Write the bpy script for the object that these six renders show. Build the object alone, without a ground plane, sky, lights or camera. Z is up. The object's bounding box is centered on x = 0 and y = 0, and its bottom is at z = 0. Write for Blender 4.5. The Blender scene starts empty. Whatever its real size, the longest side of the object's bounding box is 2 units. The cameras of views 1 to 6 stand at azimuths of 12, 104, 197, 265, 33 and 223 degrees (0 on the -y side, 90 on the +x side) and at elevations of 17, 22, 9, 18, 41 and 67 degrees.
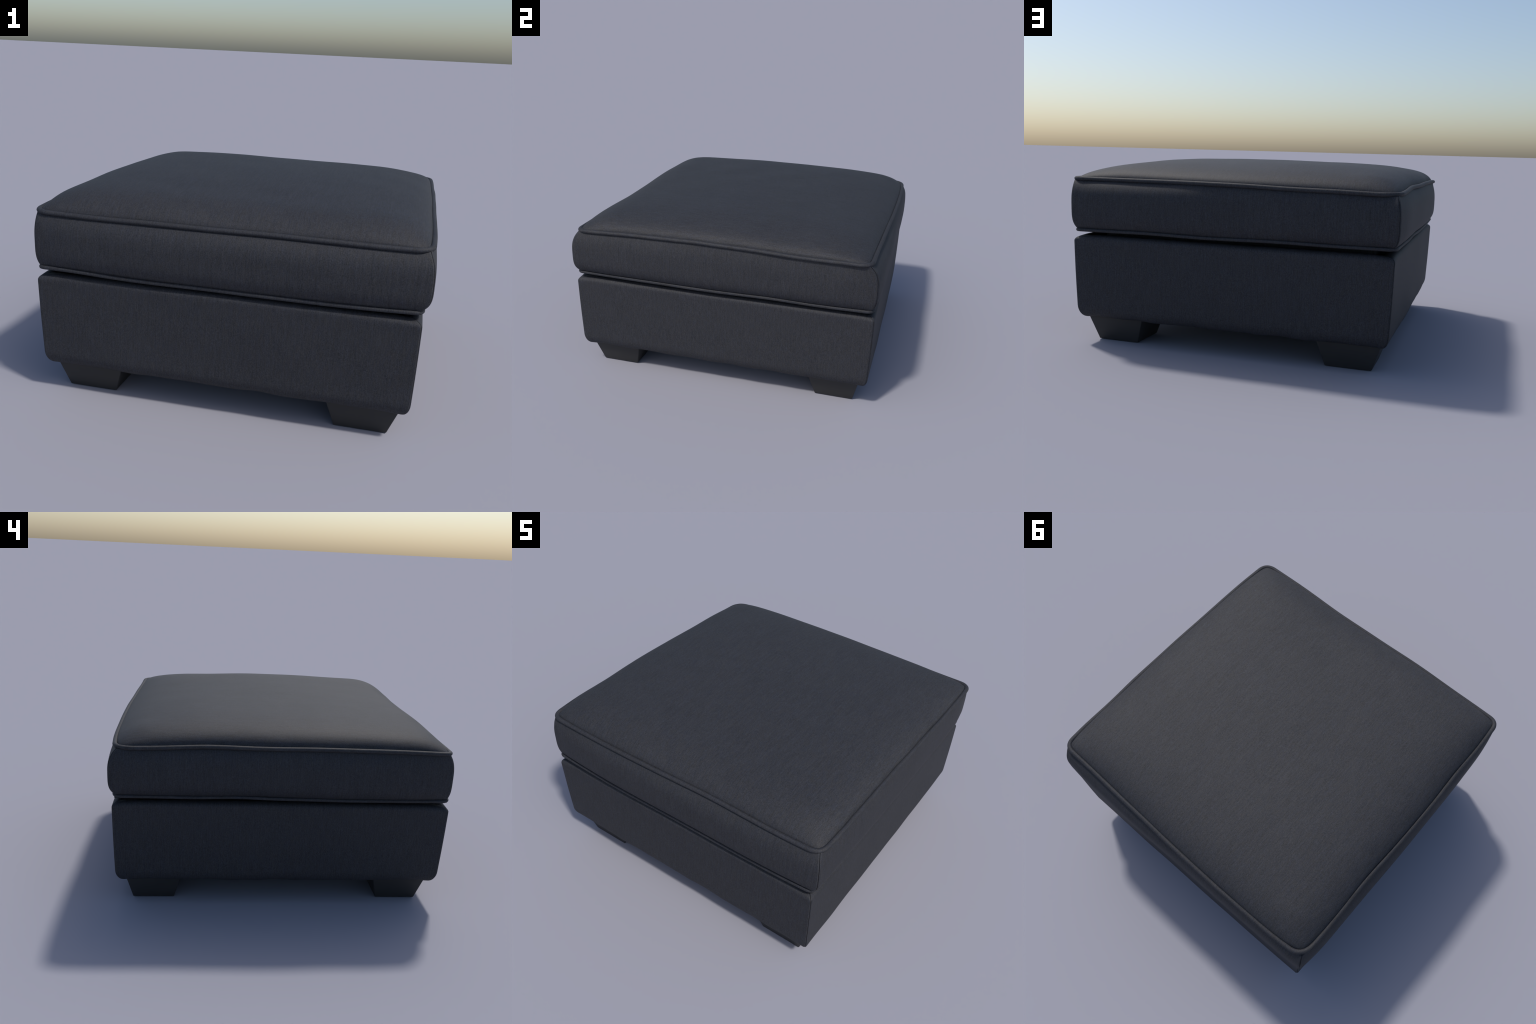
# A square upholstered ottoman: a plump boxed cushion with two piped seams on a
# fabric covered box, standing on four tapered block feet.
import bpy
import numpy as np
from math import sin, cos, pi, radians

# ------------------------------------------------------------------ helpers

def smooth_curve(keys, values):
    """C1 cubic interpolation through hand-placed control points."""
    keys = np.asarray(keys, float)
    values = np.asarray(values, float)
    slope = np.gradient(values, keys)

    def f(s):
        s = np.clip(np.asarray(s, float), keys[0], keys[-1])
        i = np.clip(np.searchsorted(keys, s) - 1, 0, len(keys) - 2)
        h = keys[i + 1] - keys[i]
        t = (s - keys[i]) / h
        return ((2*t**3 - 3*t**2 + 1) * values[i] + (t**3 - 2*t**2 + t) * h * slope[i]
                + (-2*t**3 + 3*t**2) * values[i + 1] + (t**3 - t**2) * h * slope[i + 1])
    return f


def wobble(seed, waves=5, lo=1.5, hi=9.0):
    """Smooth, seeded 1-D unevenness of hand-sewn cloth, about -1..1."""
    rng = np.random.default_rng(seed)
    fr = rng.uniform(lo, hi, waves)
    ph = rng.uniform(0, 2 * pi, waves)
    am = 1.0 / fr ** 0.5
    am = am / am.sum()

    def f(s):
        s = np.asarray(s, float)
        return sum(a * np.sin(k * s + p) for a, k, p in zip(am, fr, ph)) * 1.6
    return f


def wobble2(seed, waves=7, lo=2.0, hi=10.0):
    rng = np.random.default_rng(seed)
    ang = rng.uniform(0, 2 * pi, waves)
    fr = rng.uniform(lo, hi, waves)
    ph = rng.uniform(0, 2 * pi, waves)
    am = 1.0 / fr
    am = am / am.sum()

    def f(u, v):
        return sum(a * np.sin(k * (np.cos(g) * u + np.sin(g) * v) + p)
                   for a, k, g, p in zip(am, fr, ang, ph)) * 1.6
    return f


def add_mesh(name, verts, faces, material, parent, smooth=True):
    me = bpy.data.meshes.new(name)
    me.from_pydata([tuple(map(float, v)) for v in verts], [], faces)
    me.update()
    me.polygons.foreach_set("use_smooth", [smooth] * len(me.polygons))
    me.materials.append(material)
    ob = bpy.data.objects.new(name, me)
    bpy.context.scene.collection.objects.link(ob)
    ob.parent = parent
    return ob


def grid_faces(rows, cols, wrap_rows=False, wrap_cols=False, flip=False):
    faces = []
    for i in range(rows if wrap_rows else rows - 1):
        for j in range(cols if wrap_cols else cols - 1):
            a, b = i * cols + j, i * cols + (j + 1) % cols
            c, d = ((i + 1) % rows) * cols + (j + 1) % cols, ((i + 1) % rows) * cols + j
            faces.append((a, d, c, b) if flip else (a, b, c, d))
    return faces


# ---------------------------------------------------------------- materials

def fabric(name, across):
    """Charcoal woven upholstery cloth; 'across' is the axis the threads run across."""
    m = bpy.data.materials.new(name)
    m.use_nodes = True
    nt = m.node_tree
    nt.nodes.clear()
    N, L = nt.nodes.new, nt.links.new
    out = N("ShaderNodeOutputMaterial")
    bsdf = N("ShaderNodeBsdfPrincipled")
    L(bsdf.outputs[0], out.inputs[0])
    coord = N("ShaderNodeTexCoord")

    def noise(scale, detail, rough, stretch):
        mp = N("ShaderNodeMapping")
        mp.inputs["Scale"].default_value = stretch
        L(coord.outputs["Object"], mp.inputs[0])
        t = N("ShaderNodeTexNoise")
        t.inputs["Scale"].default_value = scale
        t.inputs["Detail"].default_value = detail
        t.inputs["Roughness"].default_value = rough
        L(mp.outputs[0], t.inputs["Vector"])
        return t.outputs["Fac"]

    along = (1.0, 0.07, 0.07) if across == "X" else (0.07, 1.0, 0.07)
    along_fine = (1.0, 0.2, 0.2) if across == "X" else (0.2, 1.0, 0.2)
    threads = noise(150.0, 3.0, 0.65, along)          # slubs: long drawn streaks
    weave = noise(300.0, 2.0, 0.7, along_fine)        # single yarns
    heather = noise(210.0, 2.0, 0.75, (1, 1, 1))       # speckle of mixed fibres
    patch = noise(9.0, 3.0, 0.55, (1, 1, 1))          # faint worn patches

    def math(op, a, b):
        n = N("ShaderNodeMath")
        n.operation = op
        for k, x in enumerate((a, b)):
            if isinstance(x, float):
                n.inputs[k].default_value = x
            else:
                L(x, n.inputs[k])
        return n.outputs[0]

    mixv = math("ADD", math("MULTIPLY", threads, 0.22), math("MULTIPLY", weave, 0.26))
    mixv = math("ADD", mixv, math("MULTIPLY", heather, 0.48))
    mixv = math("ADD", mixv, math("MULTIPLY", patch, 0.04))
    ramp = N("ShaderNodeValToRGB")
    ramp.color_ramp.elements[0].position = 0.36
    ramp.color_ramp.elements[0].color = FABRIC_DARK
    ramp.color_ramp.elements[1].position = 0.64
    ramp.color_ramp.elements[1].color = FABRIC_LIGHT
    L(mixv, ramp.inputs[0])
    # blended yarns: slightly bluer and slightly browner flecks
    tint = N("ShaderNodeValToRGB")
    tint.color_ramp.elements[0].position = 0.40
    tint.color_ramp.elements[0].color = (1.03, 1.0, 0.95, 1)
    tint.color_ramp.elements[1].position = 0.60
    tint.color_ramp.elements[1].color = (0.97, 1.0, 1.07, 1)
    L(noise(120.0, 2.0, 0.7, along_fine), tint.inputs[0])
    blend = N("ShaderNodeMix")
    blend.data_type = "RGBA"
    blend.blend_type = "MULTIPLY"
    blend.inputs[0].default_value = 1.0
    L(ramp.outputs[0], blend.inputs[6])
    L(tint.outputs[0], blend.inputs[7])
    L(blend.outputs[2], bsdf.inputs["Base Color"])
    bsdf.inputs["Roughness"].default_value = FABRIC_ROUGH
    bsdf.inputs["Specular IOR Level"].default_value = FABRIC_SPEC
    bump = N("ShaderNodeBump")
    bump.inputs["Strength"].default_value = 0.25
    bump.inputs["Distance"].default_value = 0.002
    L(mixv, bump.inputs["Height"])
    L(bump.outputs[0], bsdf.inputs["Normal"])
    return m


def foot_finish(name):
    m = bpy.data.materials.new(name)
    m.use_nodes = True
    nt = m.node_tree
    bsdf = nt.nodes["Principled BSDF"]
    coord = nt.nodes.new("ShaderNodeTexCoord")
    mp = nt.nodes.new("ShaderNodeMapping")
    mp.inputs["Scale"].default_value = (3.0, 3.0, 30.0)
    t = nt.nodes.new("ShaderNodeTexNoise")
    t.inputs["Scale"].default_value = 4.0
    t.inputs["Detail"].default_value = 4.0
    ramp = nt.nodes.new("ShaderNodeValToRGB")
    ramp.color_ramp.elements[0].color = FOOT_DARK
    ramp.color_ramp.elements[1].color = FOOT_LIGHT
    L = nt.links.new
    L(coord.outputs["Object"], mp.inputs[0])
    L(mp.outputs[0], t.inputs["Vector"])
    L(t.outputs["Fac"], ramp.inputs[0])
    L(ramp.outputs[0], bsdf.inputs["Base Color"])
    bsdf.inputs["Roughness"].default_value = 0.6
    bsdf.inputs["Specular IOR Level"].default_value = 0.4
    return m


FABRIC_DARK = (0.0138, 0.0142, 0.0164, 1)
FABRIC_LIGHT = (0.0463, 0.0476, 0.0550, 1)
FABRIC_ROUGH = 0.66
FABRIC_SPEC = 0.27
FOOT_DARK = (0.0245, 0.0243, 0.0245, 1)
FOOT_LIGHT = (0.0315, 0.0311, 0.0313, 1)

cloth_x = fabric("charcoal_cloth", "X")
cloth_y = fabric("charcoal_cloth_turned", "Y")
black_foot = foot_finish("black_stained_wood")

# ------------------------------------------------- the four sides and seams
# Each side has a tangent and an outward normal; s runs -1..1 along the tangent.
SIDES = {
    "front": (np.array([1., 0.]), np.array([0., -1.])),
    "right": (np.array([0., 1.]), np.array([1., 0.])),
    "back": (np.array([-1., 0.]), np.array([0., 1.])),
    "left": (np.array([0., -1.]), np.array([-1., 0.])),
}
ORDER = ["front", "right", "back", "left"]
PREV = {"front": "left", "right": "front", "back": "right", "left": "back"}
NEXT = {v: k for k, v in PREV.items()}

# outward distance and height of the upper piping, along each side
TOP_OUT = {
    "front": smooth_curve([-1, -.8, -.4, 0, .3, .7, 1], [.944, .950, .954, .946, .941, .948, .942]),
    "right": smooth_curve([-1, -.7, -.3, 0, .4, .8, 1], [.962, .972, .976, .981, .984, .984, .980]),
    "back": smooth_curve([-1, -.7, -.3, 0, .4, .8, 1], [.925, .933, .949, .959, .965, .960, .945]),
    "left": smooth_curve([-1, -.65, -.4, -.1, .27, .5, .75, 1], [.953, .957, .953, .963, .968, .961, .965, .957]),
}
TOP_Z = {
    "front": smooth_curve([-1, -.7, -.4, 0, .4, 1], [.967, .962, .966, .966, .966, .970]),
    "right": smooth_curve([-1, -.7, -.3, .1, .5, 1], [.972, .985, .993, .995, .984, .981]),
    "back": smooth_curve([-1, -.6, 0, .5, .8, 1], [.982, .983, .982, .974, .968, .964]),
    "left": smooth_curve([-1, -.8, -.5, -.2, .3, .7, 1], [.964, .970, .981, .982, .983, .979, .970]),
}
# lower piping
LOW_OUT = {
    "front": smooth_curve([-1, -.6, 0, .6, 1], [.964, .970, .967, .967, .962]),
    "right": smooth_curve([-1, -.5, 0, .5, 1], [.950, .960, .965, .962, .953]),
    "back": smooth_curve([-1, -.5, 0, .5, 1], [.953, .962, .966, .965, .957]),
    "left": smooth_curve([-1, -.5, 0, .5, 1], [.950, .957, .960, .955, .945]),
}
LOW_Z = {
    "front": smooth_curve([-1, -.8, -.4, 0, .5, .8, 1], [.685, .683, .675, .674, .675, .679, .684]),
    "right": smooth_curve([-1, -.6, 0, .3, .6, 1], [.685, .683, .681, .685, .680, .680]),
    "back": smooth_curve([-1, -.6, 0, .4, .7, 1], [.680, .685, .682, .688, .685, .687]),
    "left": smooth_curve([-1, -.5, -.25, 0, .4, 1], [.685, .687, .692, .688, .681, .681]),
}


def corner_half(out, side, end):
    """tangential reach of a side at its end = outward distance of the neighbour there"""
    return float(out[NEXT[side]](-1)) if end > 0 else float(out[PREV[side]](1))


def seam_path(out, height, cut, per_side=150, per_corner=14, seed=3, shiver=0.0012):
    """Closed centre line of a piping: four wavy sides joined by rounded corners."""
    sides = []
    for k, side in enumerate(ORDER):
        t, n = SIDES[side]
        a, b = corner_half(out, side, -1), corner_half(out, side, 1)
        u = np.linspace(-a + cut[PREV[side]], b - cut[side], per_side)
        s = np.where(u < 0, u / a, u / b)
        w1, w2 = wobble(seed + k, lo=4, hi=16), wobble(seed + 10 + k, lo=4, hi=16)
        p = np.outer(u, t) + np.outer(out[side](s) + shiver * w1(s), n)
        z = height[side](s) + shiver * w2(s)
        sides.append((np.column_stack([p, z]), side))
    pts = []
    for k, (p, side) in enumerate(sides):
        pts.append(p)
        q = sides[(k + 1) % 4][0]
        t1, n1 = SIDES[side]
        t2, n2 = SIDES[NEXT[side]]
        a, b = p[-1], q[0]
        c = a.copy()
        c[:2] += t1 * np.dot(b[:2] - a[:2], t1)
        c[2] = (a[2] + b[2]) / 2
        for i in range(1, per_corner):
            f = i / per_corner
            pts.append(((1 - f)**2 * a + 2 * f * (1 - f) * c + f * f * b)[None])
    return np.vstack(pts)


def sweep_tube(path, radius, around=14, squash=1.0):
    n = len(path)
    tang = np.roll(path, -1, 0) - np.roll(path, 1, 0)
    tang /= np.linalg.norm(tang, axis=1)[:, None]
    up = np.array([0, 0, 1.0])
    side = np.cross(tang, up)
    side /= np.linalg.norm(side, axis=1)[:, None]
    upv = np.cross(side, tang)
    ang = np.linspace(0, 2 * pi, around, endpoint=False)
    ring = (path[:, None, :] + radius * (np.cos(ang)[None, :, None] * side[:, None, :]
            + squash * np.sin(ang)[None, :, None] * upv[:, None, :]))
    return ring.reshape(-1, 3), grid_faces(n, around, wrap_rows=True, wrap_cols=True, flip=True)


def wall_panel(side, reach, rows, seam_r, seam_g, shape, cols=130):
    """One upholstered side panel.

    reach(side, s, k)  -> outward distance of row k
    shape(side, s, k)  -> height of row k
    The two vertical edges roll inwards and meet the neighbour in a narrow seam.
    """
    t, n = SIDES[side]
    # where the rolled edge meets the diagonal
    th_end = np.arccos(min(1, seam_g / seam_r / 2 ** .5)) - pi / 4
    roll = np.linspace(th_end + 0.03, pi / 2, 9)
    d_edge = seam_g + .0013 + seam_r - seam_r * np.cos(roll)
    in_edge = seam_r - seam_r * np.sin(roll)
    d_edge = np.concatenate([[d_edge[0] + .016], d_edge])
    in_edge = np.concatenate([[in_edge[0] + .015], in_edge])
    mid = np.sin(np.linspace(-pi / 2, pi / 2, cols)) * .5 + .5
    mid = .5 * mid + .5 * np.linspace(0, 1, cols)
    verts = []
    for k in range(rows):
        a = float(reach(PREV[side], 1.0, k))
        b = float(reach(NEXT[side], -1.0, k))
        lo, hi = -a + d_edge[-1], b - d_edge[-1]
        u = np.concatenate([-a + d_edge, (lo + (hi - lo) * mid)[1:-1], b - d_edge[::-1]])
        ins = np.concatenate([in_edge, np.zeros(cols - 2), in_edge[::-1]])
        s = np.where(u < 0, u / a, u / b)
        p = np.outer(u, t) + np.outer(reach(side, s, k) - ins, n)
        verts.append(np.column_stack([p, shape(side, s, k) + 0 * s]))
    ncol = len(verts[0])
    return np.vstack(verts), grid_faces(rows, ncol)


# ------------------------------------------------------------------ assembly
ottoman = bpy.data.objects.new("ottoman", None)
bpy.context.scene.collection.objects.link(ottoman)
ottoman["label"] = "square charcoal fabric ottoman with piped cushion and black block feet"
ottoman["category"] = "ottoman"

# ---- seat cushion: domed top cloth ----------------------------------------
PIPE_R, LOW_R = .0145, .0102
CUT_TOP = {"front": .080, "right": .070, "back": .105, "left": .065}   # corner after each side
CUT_LOW = {"front": .045, "right": .045, "back": .055, "left": .045}


# height, box exponent, box power, crown power, box share, tilt x, tilt y, twist, bow x, bow y
DOME = [.121, 6.25, .48, 1.056, .705, -.055, .012, -.021, .271, -.030]


def cushion_top():
    m = 221
    g = np.sin(np.linspace(-pi / 2, pi / 2, m))
    g = .75 * g + .25 * np.linspace(-1, 1, m)
    a, b = np.meshgrid(g, g)
    tuck = .007
    # corner rounding so that the cloth follows the rounded piping
    kap = np.where(b > 0, np.where(a < 0, .023, .014), np.where(a < 0, .012, .011))
    ar = a * (1 - kap * np.abs(b) ** 26)
    br = b * (1 - kap * np.abs(a) ** 26)
    f, r, k, l = (TOP_OUT[s] for s in ORDER)
    x = (-(l(-br) - tuck)) * (1 - ar) / 2 + (r(br) - tuck) * (1 + ar) / 2
    y = (-(f(ar) - tuck)) * (1 - br) / 2 + (k(-ar) - tuck) * (1 + br) / 2
    zf, zr, zk, zl = TOP_Z["front"](a), TOP_Z["right"](b), TOP_Z["back"](-a), TOP_Z["left"](-b)
    # Coons blend of the four seam heights
    c00, c10 = (zf[0, 0] + zl[0, 0]) / 2, (zf[0, -1] + zr[0, -1]) / 2
    c01, c11 = (zk[-1, 0] + zl[-1, 0]) / 2, (zk[-1, -1] + zr[-1, -1]) / 2
    A, B = (1 + a) / 2, (1 + b) / 2
    seam = (zf * (1 - B) + zk * B + zl * (1 - A) + zr * A
            - (c00 * (1 - A) * (1 - B) + c10 * A * (1 - B) + c01 * (1 - A) * B + c11 * A * B))
    # stuffing: a firm box-like swell plus a soft crown, plumper towards the back left
    box = np.clip((1 - np.abs(a) ** DOME[1]) * (1 - np.abs(b) ** DOME[1]), 0, 1) ** DOME[2]
    crown = np.clip((1 - a * a) * (1 - b * b), 0, 1) ** DOME[3]
    lean = 1 + DOME[5] * a + DOME[6] * b + DOME[7] * a * b + DOME[8] * a * a + DOME[9] * b * b
    z = seam + DOME[0] * (DOME[4] * box + (1 - DOME[4]) * crown) * lean
    # the filling is packed harder behind the front seam and into the back left corner
    rim = np.clip((1 - a ** 20) * (1 - b ** 20), 0, 1)
    z += rim * (.012 * np.exp(-((b + .86) / .16) ** 2) + .008 * np.exp(-((a + .88) / .15) ** 2 - ((b - .86) / .15) ** 2)
                - .005 * np.exp(-((a - .85) / .15) ** 2) * np.clip((b + .8) / .3, 0, 1))
    z += .0025 * wobble2(21)(a * 2, b * 2) * box
    return np.column_stack([x.ravel(), y.ravel(), z.ravel()]), grid_faces(m, m)


v, fcs = cushion_top()
seat_cushion = add_mesh("seat_cushion", v, fcs, cloth_x, ottoman)

top_path = seam_path(TOP_OUT, TOP_Z, CUT_TOP, seed=3)
low_path = seam_path(LOW_OUT, LOW_Z, CUT_LOW, seed=40)
v, fcs = sweep_tube(top_path, PIPE_R, squash=.86)
piping = add_mesh("piping", v, fcs, cloth_x, seat_cushion)
v, fcs = sweep_tube(low_path, LOW_R)
add_mesh("piping", v, fcs, cloth_x, seat_cushion)

# ---- seat cushion: boxing band --------------------------------------------
BOX_ROWS = 40
BOX_W = np.sin(np.linspace(-pi / 2, pi / 2, BOX_ROWS - 2)) * .5 + .5
BULGE_WAVE = {s: wobble2(60 + i, lo=2, hi=7) for i, s in enumerate(ORDER)}


def box_reach(side, s, k):
    s = np.asarray(s, float)
    w = BOX_W[min(max(k - 1, 0), BOX_ROWS - 3)]
    edge = (LOW_OUT[side](s) - .006) * (1 - w) + (TOP_OUT[side](s) - .003) * w
    full = 1 - abs(2 * w - 1) ** (2.8 if w > .5 else 4.2)     # plump: rolls under quickly
    o = edge + (BOX_OUT[side](s) - edge) * full
    o = o + .0035 * BULGE_WAVE[side](s * 2, w * .6) * (1 - np.abs(s) ** 6) * (4 * w * (1 - w))
    if k == 0 or k == BOX_ROWS - 1:
        o = o - .04
    return o


def box_height(side, s, k):
    kk = min(max(k - 1, 0), BOX_ROWS - 3)
    w = BOX_W[kk]
    lo, hi = LOW_Z[side](s) + .004, TOP_Z[side](s) - .005
    return lo * (1 - w) + hi * w


# furthest reach of the stuffed side bands
BOX_OUT = {
    "front": smooth_curve([-1, -.88, -.6, 0, .6, .88, 1], [.969, .985, .997, .997, .995, .989, .979]),
    "right": smooth_curve([-1, -.88, -.6, 0, .6, .88, 1], [.986, .992, .997, .9995, .995, .984, .966]),
    "back": smooth_curve([-1, -.88, -.6, 0, .6, .88, 1], [.977, .988, .996, .999, .997, .993, .986]),
    "left": smooth_curve([-1, -.88, -.6, 0, .6, .88, 1], [.972, .984, .994, .999, .995, .980, .961]),
}
for side in ORDER:
    v, fcs = wall_panel(side, box_reach, BOX_ROWS, .007, .0046, box_height)
    add_mesh("cushion_side", v, fcs, cloth_x if side in ("front", "back") else cloth_y, seat_cushion)

# cushion underside, tucked inside the lower piping
m = 40
g = np.linspace(-1, 1, m)
a, b = np.meshgrid(g, g)
ux, uy = .945 * a, .955 * b
uz = .668 + .006 * np.maximum(np.abs(a), np.abs(b)) ** 8
add_mesh("cushion_underside", np.column_stack([ux.ravel(), uy.ravel(), uz.ravel()]),
         grid_faces(m, m, flip=True), cloth_x, seat_cushion)

# ---- base ------------------------------------------------------------------
BASE_TOP = {"front": .973, "right": .956, "back": .970, "left": .952}
BASE_LOW = {"front": .961, "right": .948, "back": .958, "left": .936}
# how far the middle of each wall stands out, from its foot to its top edge
BASE_BOW = {side: smooth_curve([.15, .40, .65], bow) for side, bow in (
    ("front", [.003, .000, -.002]), ("right", [.004, .003, .003]),
    ("back", [.007, .001, -.007]), ("left", [.008, .001, -.007]))}
Z_UNDER, Z_DECK = .151, .652


def base_profile():
    """(height, how far below the outer face, taper 0..1) from underside to deck"""
    rows = [(Z_UNDER + .002, .160), (Z_UNDER, .090)]
    for q in np.linspace(0, pi / 2, 12):                     # soft bottom edge
        rows.append((Z_UNDER + .070 * (1 - cos(q)), .046 * (1 - sin(q) ** .9)))
    for z in np.linspace(.24, .612, 22):
        rows.append((z, 0.0))
    for q in np.linspace(0, 1, 14)[1:]:                      # rolled top edge
        rows.append((.618 + (Z_DECK - .618) * sin(q * pi / 2) ** .9, .050 * q ** 1.9))
    rows.append((Z_DECK - .012, .075))
    rows.append((Z_DECK - .060, .085))
    return rows


BASE_ROWS = base_profile()
BASE_WAVE = {s: wobble2(80 + i, lo=2, hi=8) for i, s in enumerate(ORDER)}
HEM_WAVE = {s: wobble(95 + i, lo=5, hi=22) for i, s in enumerate(ORDER)}


def base_reach(side, s, k):
    s = np.asarray(s, float)
    z, inset = BASE_ROWS[k]
    f = np.clip((z - .18) / (.62 - .18), -.1, 1.1)
    o = BASE_LOW[side] + (BASE_TOP[side] - BASE_LOW[side]) * f - inset
    o = o + (BASE_BOW[side](z) * (1 - np.abs(s) ** 3) + .0015 * sin(pi * min(max((z - .18) / .46, 0), 1)) + .0025 * BASE_WAVE[side](s * 2, z * 3) * (1 - np.abs(s) ** 6))
    return o


def base_height(side, s, k):
    z, inset = BASE_ROWS[k]
    s = np.asarray(s, float)
    dip = np.clip((np.abs(s) - .86) / .14, 0, 1) ** 2
    up = np.clip((z - .55) / (Z_DECK - .55), 0, 1)
    down = np.clip((.26 - z) / .1, 0, 1)
    return z - .008 * dip * up + down * (.0035 * HEM_WAVE[side](s * 1.5) - .004 * dip)


bx, by = .82, .82
core_v = [(sx * bx, sy * by, z) for z in (Z_UNDER + .004, .667) for sy in (-1, 1) for sx in (-1, 1)]
core_f = [(0, 2, 3, 1), (4, 5, 7, 6), (0, 1, 5, 4), (2, 6, 7, 3), (0, 4, 6, 2), (1, 3, 7, 5)]
base = add_mesh("base", core_v, core_f, cloth_x, ottoman, smooth=False)
for side in ORDER:
    v, fcs = wall_panel(side, base_reach, len(BASE_ROWS), .007, .0032, base_height)
    add_mesh("base_side", v, fcs, cloth_x if side in ("front", "back") else cloth_y, base)

# ---- feet --------------------------------------------------------------------
# a block that flares upwards on all four sides; written for the +x +y corner
X_IN, X_OUT, Y_IN, Y_OUT = .583, .846, .622, .866      # at the floor
FLARE_XI, FLARE_XO, FLARE_YI, FLARE_YO = .047, .052, .040, .034
FOOT_TOP = .165


def foot_mesh():
    import bmesh
    zs = FOOT_TOP / .15
    bot = [(X_IN, Y_IN), (X_OUT, Y_IN), (X_OUT, Y_OUT), (X_IN, Y_OUT)]
    top = [(X_IN - FLARE_XI * zs, Y_IN - FLARE_YI * zs), (X_OUT + FLARE_XO * zs, Y_IN - FLARE_YI * zs),
           (X_OUT + FLARE_XO * zs, Y_OUT + FLARE_YO * zs), (X_IN - FLARE_XI * zs, Y_OUT + FLARE_YO * zs)]
    cx, cy = (X_IN + X_OUT) / 2, (Y_IN + Y_OUT) / 2
    bm = bmesh.new()
    lo = [bm.verts.new((x - cx, y - cy, 0)) for x, y in bot]
    hi = [bm.verts.new((x - cx, y - cy, FOOT_TOP)) for x, y in top]
    bm.faces.new(lo[::-1])
    bm.faces.new(hi)
    for i in range(4):
        j = (i + 1) % 4
        bm.faces.new((lo[i], lo[j], hi[j], hi[i]))
    bmesh.ops.bevel(bm, geom=bm.edges[:], offset=.005, segments=3, affect="EDGES", profile=.5)
    me = bpy.data.meshes.new("foot")
    bm.to_mesh(me)
    bm.free()
    me.polygons.foreach_set("use_smooth", [True] * len(me.polygons))
    me.set_sharp_from_angle(angle=radians(40))
    me.materials.append(black_foot)
    return me, cx, cy


foot, cx, cy = foot_mesh()
for sx in (-1, 1):
    for sy in (-1, 1):
        ob = bpy.data.objects.new("foot", foot)
        bpy.context.scene.collection.objects.link(ob)
        ob.parent = ottoman
        ob.location = (sx * cx + .006, sy * cy, 0)
        ob.scale = (sx, sy, 1)
